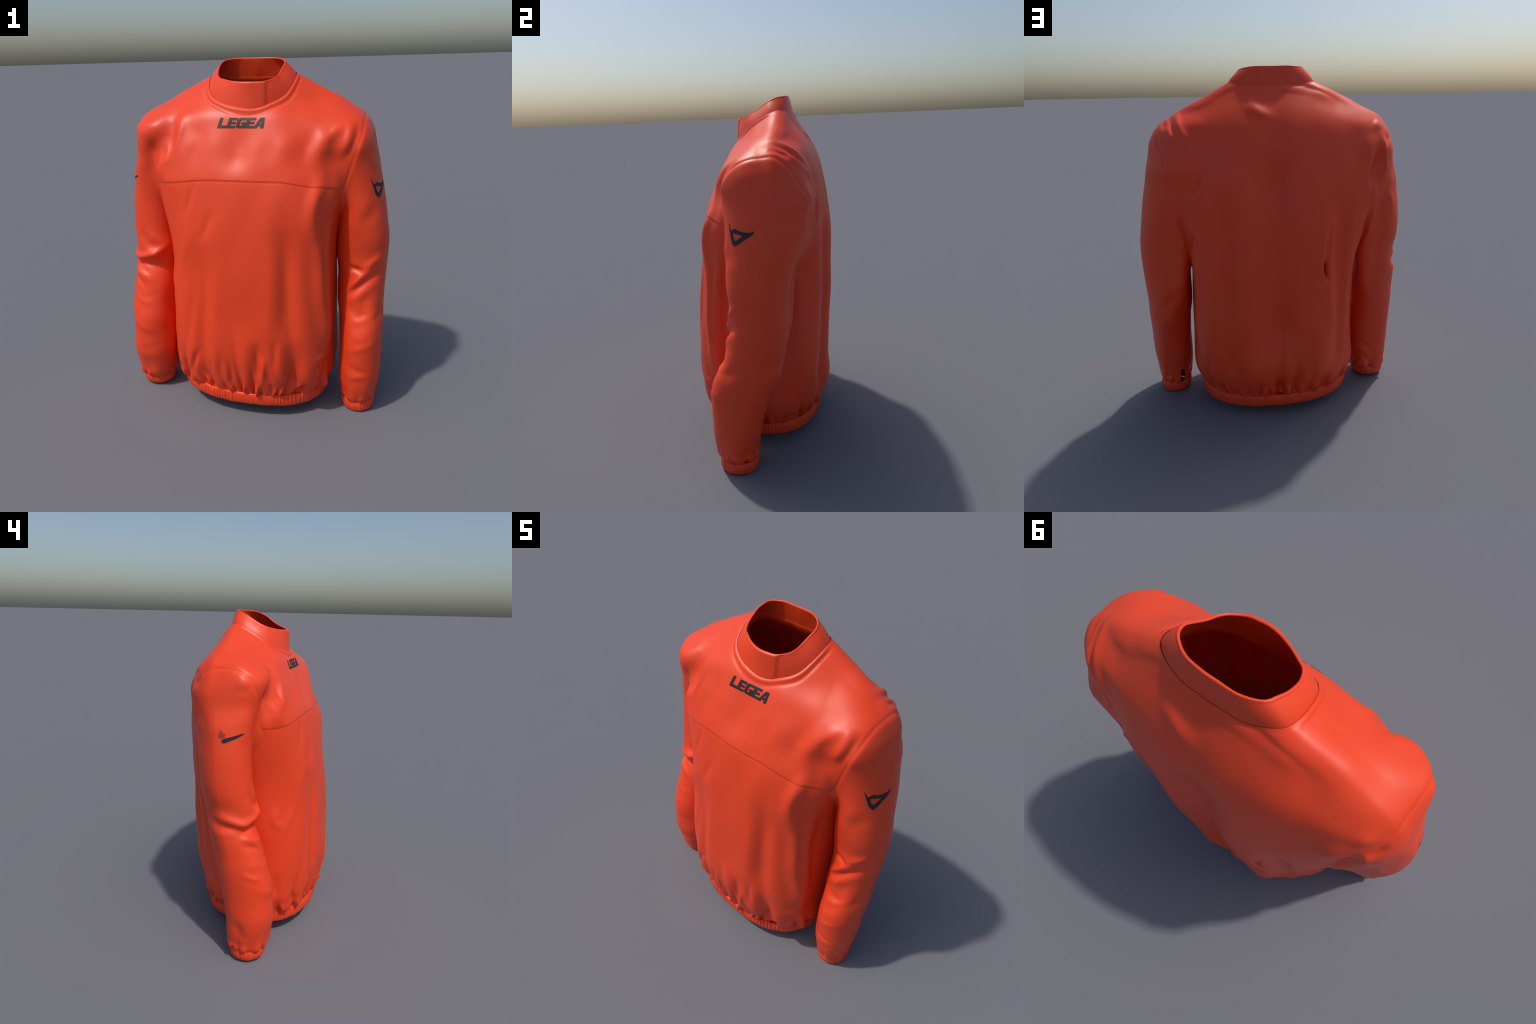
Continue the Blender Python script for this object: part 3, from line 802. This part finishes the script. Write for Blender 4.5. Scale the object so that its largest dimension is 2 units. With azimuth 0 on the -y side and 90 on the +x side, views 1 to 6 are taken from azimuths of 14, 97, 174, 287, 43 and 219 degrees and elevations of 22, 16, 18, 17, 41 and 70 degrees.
def super_ring(cx, cy, a, b, e, n):
    t = np.linspace(0, 2 * np.pi, n, endpoint=False)
    c, s = np.cos(t), np.sin(t)
    x = cx + a * np.sign(c) * np.abs(c) ** (2 / e)
    y = cy + b * np.sign(s) * np.abs(s) ** (2 / e)
    p = np.stack([x, y], 1)                      # even spacing along the ring
    q = np.concatenate([p, p[:1]])
    L = np.r_[0, np.cumsum(np.linalg.norm(np.diff(q, axis=0), axis=1))]
    s = np.linspace(0, L[-1], n, endpoint=False)
    return np.stack([np.interp(s, L, q[:, 0]), np.interp(s, L, q[:, 1])], 1), s, L[-1]


xy, s, L = super_ring(HEM["cx"], HEM["cy"], HEM["a"] - 0.006, HEM["b"] - 0.006, HEM["e"], 1400)
line = np.column_stack([xy, hem_height(xy[:, 0], xy[:, 1])])
band("hem_band", line, HEM["tall"], 0.0050 * rib_profile(s, L, 3, 0.022), 0.014, 0.006, 0.004 * rib_profile(s, L, 5, 0.16))
for side, cx, cy, a, b, z0 in ((1, 0.657, -0.104, 0.088, 0.098, 0.000), (-1, -0.652, -0.104, 0.098, 0.096, 0.012)):
    xy, s, L = super_ring(cx, cy, a, b, 2.1, 420)
    line = np.column_stack([xy, np.full(len(xy), z0)])
    band("cuff", line, 0.066, 0.0034 * rib_profile(s, L, 11 + side, 0.015), 0.010, 0.009, 0.003 * (1 + rib_profile(s, L, 21 + side, 0.12)))


# ---- lettering and emblems: thin patches laid on the cloth -------------------
from mathutils.geometry import tessellate_polygon


def patch(name, loops, place, direction, mat, parent, lift=0.0016, cell=0.007):
    """loops: outline and holes in 2D; place(u, v) -> start point of a ray toward the cloth."""
    flat = [Vector((u, v, 0)) for lp in loops for u, v in lp]
    bm = bmesh.new()
    vs = [bm.verts.new(p) for p in flat]
    for tri in tessellate_polygon([[Vector((u, v, 0)) for u, v in lp] for lp in loops]):
        try:
            bm.faces.new([vs[i] for i in tri])
        except ValueError:
            pass
    bmesh.ops.recalc_face_normals(bm, faces=bm.faces)
    for _ in range(6):
        long = [e for e in bm.edges if (e.verts[0].co - e.verts[1].co).length > cell]
        if not long:
            break
        bmesh.ops.subdivide_edges(bm, edges=long, cuts=1)
        bmesh.ops.triangulate(bm, faces=bm.faces)
    edge = {v for e in bm.edges if e.is_boundary for v in e.verts}
    ext = bmesh.ops.extrude_face_region(bm, geom=list(bm.faces))
    top = {g for g in ext["geom"] if isinstance(g, bmesh.types.BMVert)}
    d = Vector(direction)
    for v in bm.verts:
        hit, nrm, _, _ = SURFACE.ray_cast(Vector(place(v.co.x, v.co.y)), d)
        if hit is None:
            hit, nrm, _, _ = SURFACE.find_nearest(Vector(place(v.co.x, v.co.y)) + d)
        if nrm.dot(d) > 0:
            nrm = -nrm
        v.co = hit + nrm * (lift if v in top else -0.001)
    bmesh.ops.recalc_face_normals(bm, faces=bm.faces)
    me = bpy.data.meshes.new(name)
    bm.to_mesh(me)
    bm.free()
    me.materials.append(mat)
    ob = bpy.data.objects.new(name, me)
    bpy.context.scene.collection.objects.link(ob)
    ob.parent = parent
    return ob


LETTER_L = [[(0, 0), (0.90, 0), (0.90, 0.26), (0.33, 0.26), (0.33, 1), (0, 1)]]
LETTER_E = [[(0, 0), (0.86, 0), (0.86, 0.23), (0.34, 0.23), (0.34, 0.39), (0.80, 0.39), (0.80, 0.61), (0.34, 0.61),
             (0.34, 0.77), (0.86, 0.77), (0.86, 1), (0, 1)]]
LETTER_G = [[(0.22, 0), (0.90, 0), (0.90, 0.58), (0.46, 0.58), (0.46, 0.38), (0.58, 0.38), (0.58, 0.23), (0.40, 0.23),
             (0.33, 0.32), (0.33, 0.68), (0.40, 0.77), (0.90, 0.77), (0.90, 1), (0.22, 1), (0.07, 0.93), (0, 0.76), (0, 0.24), (0.07, 0.07)]]
LETTER_A = [[(0, 0), (0.35, 0), (0.42, 0.20), (0.66, 0.20), (0.70, 0), (1.04, 0), (0.84, 1), (0.42, 1)],
            [(0.49, 0.40), (0.645, 0.40), (0.61, 0.72), (0.58, 0.72)]]
SIZE, SLANT = 0.0535, 0.24
YOKE = bpy.data.objects["yoke"]
for shape, x0 in ((LETTER_L, 0.0), (LETTER_E, 0.93), (LETTER_G, 1.83), (LETTER_E, 2.77), (LETTER_A, 3.60)):
    loops = [[((x0 + u + SLANT * v) * SIZE - 0.137, v * SIZE) for u, v in lp] for lp in shape]
    patch("letter", loops, lambda u, v: (u, -1.0, 1.660 + 0.93 * v), (0, 1, 0), PRINT, YOKE)
EMBLEM = [[(-0.086, 1.396), (-0.073, 1.362), (-0.049, 1.371), (-0.029, 1.362), (-0.001, 1.357), (0.028, 1.357), (0.048, 1.365),
           (0.040, 1.347), (0.007, 1.327), (-0.028, 1.303), (-0.055, 1.286), (-0.067, 1.299), (-0.074, 1.319), (-0.079, 1.354)],
          [(-0.065, 1.349), (-0.045, 1.348), (-0.010, 1.339), (-0.021, 1.332), (-0.049, 1.313), (-0.060, 1.324)]]
patch("emblem", EMBLEM, lambda u, v: (1.2, u, v), (-1, 0, 0), PRINT, bpy.data.objects["sleeve"])
WORN_EMBLEM = [[(0.026, 1.326), (0.010, 1.327), (-0.042, 1.349), (-0.078, 1.371), (-0.062, 1.371), (-0.027, 1.361), (0.014, 1.350), (0.028, 1.343)]]
patch("emblem", WORN_EMBLEM, lambda u, v: (-1.2, u, v), (1, 0, 0), PRINT, bpy.data.objects["sleeve.001"])
SMUDGE = [[(0.046, 1.353), (0.046, 1.378), (0.038, 1.394), (0.026, 1.382), (0.010, 1.370), (0.014, 1.356), (0.032, 1.350)]]
patch("emblem_smudge", SMUDGE, lambda u, v: (-1.2, u, v), (1, 0, 0), FADED, bpy.data.objects["sleeve.001"], lift=0.0012)
print("cloth quads", len(Q), "bounds", P.min(0), P.max(0))
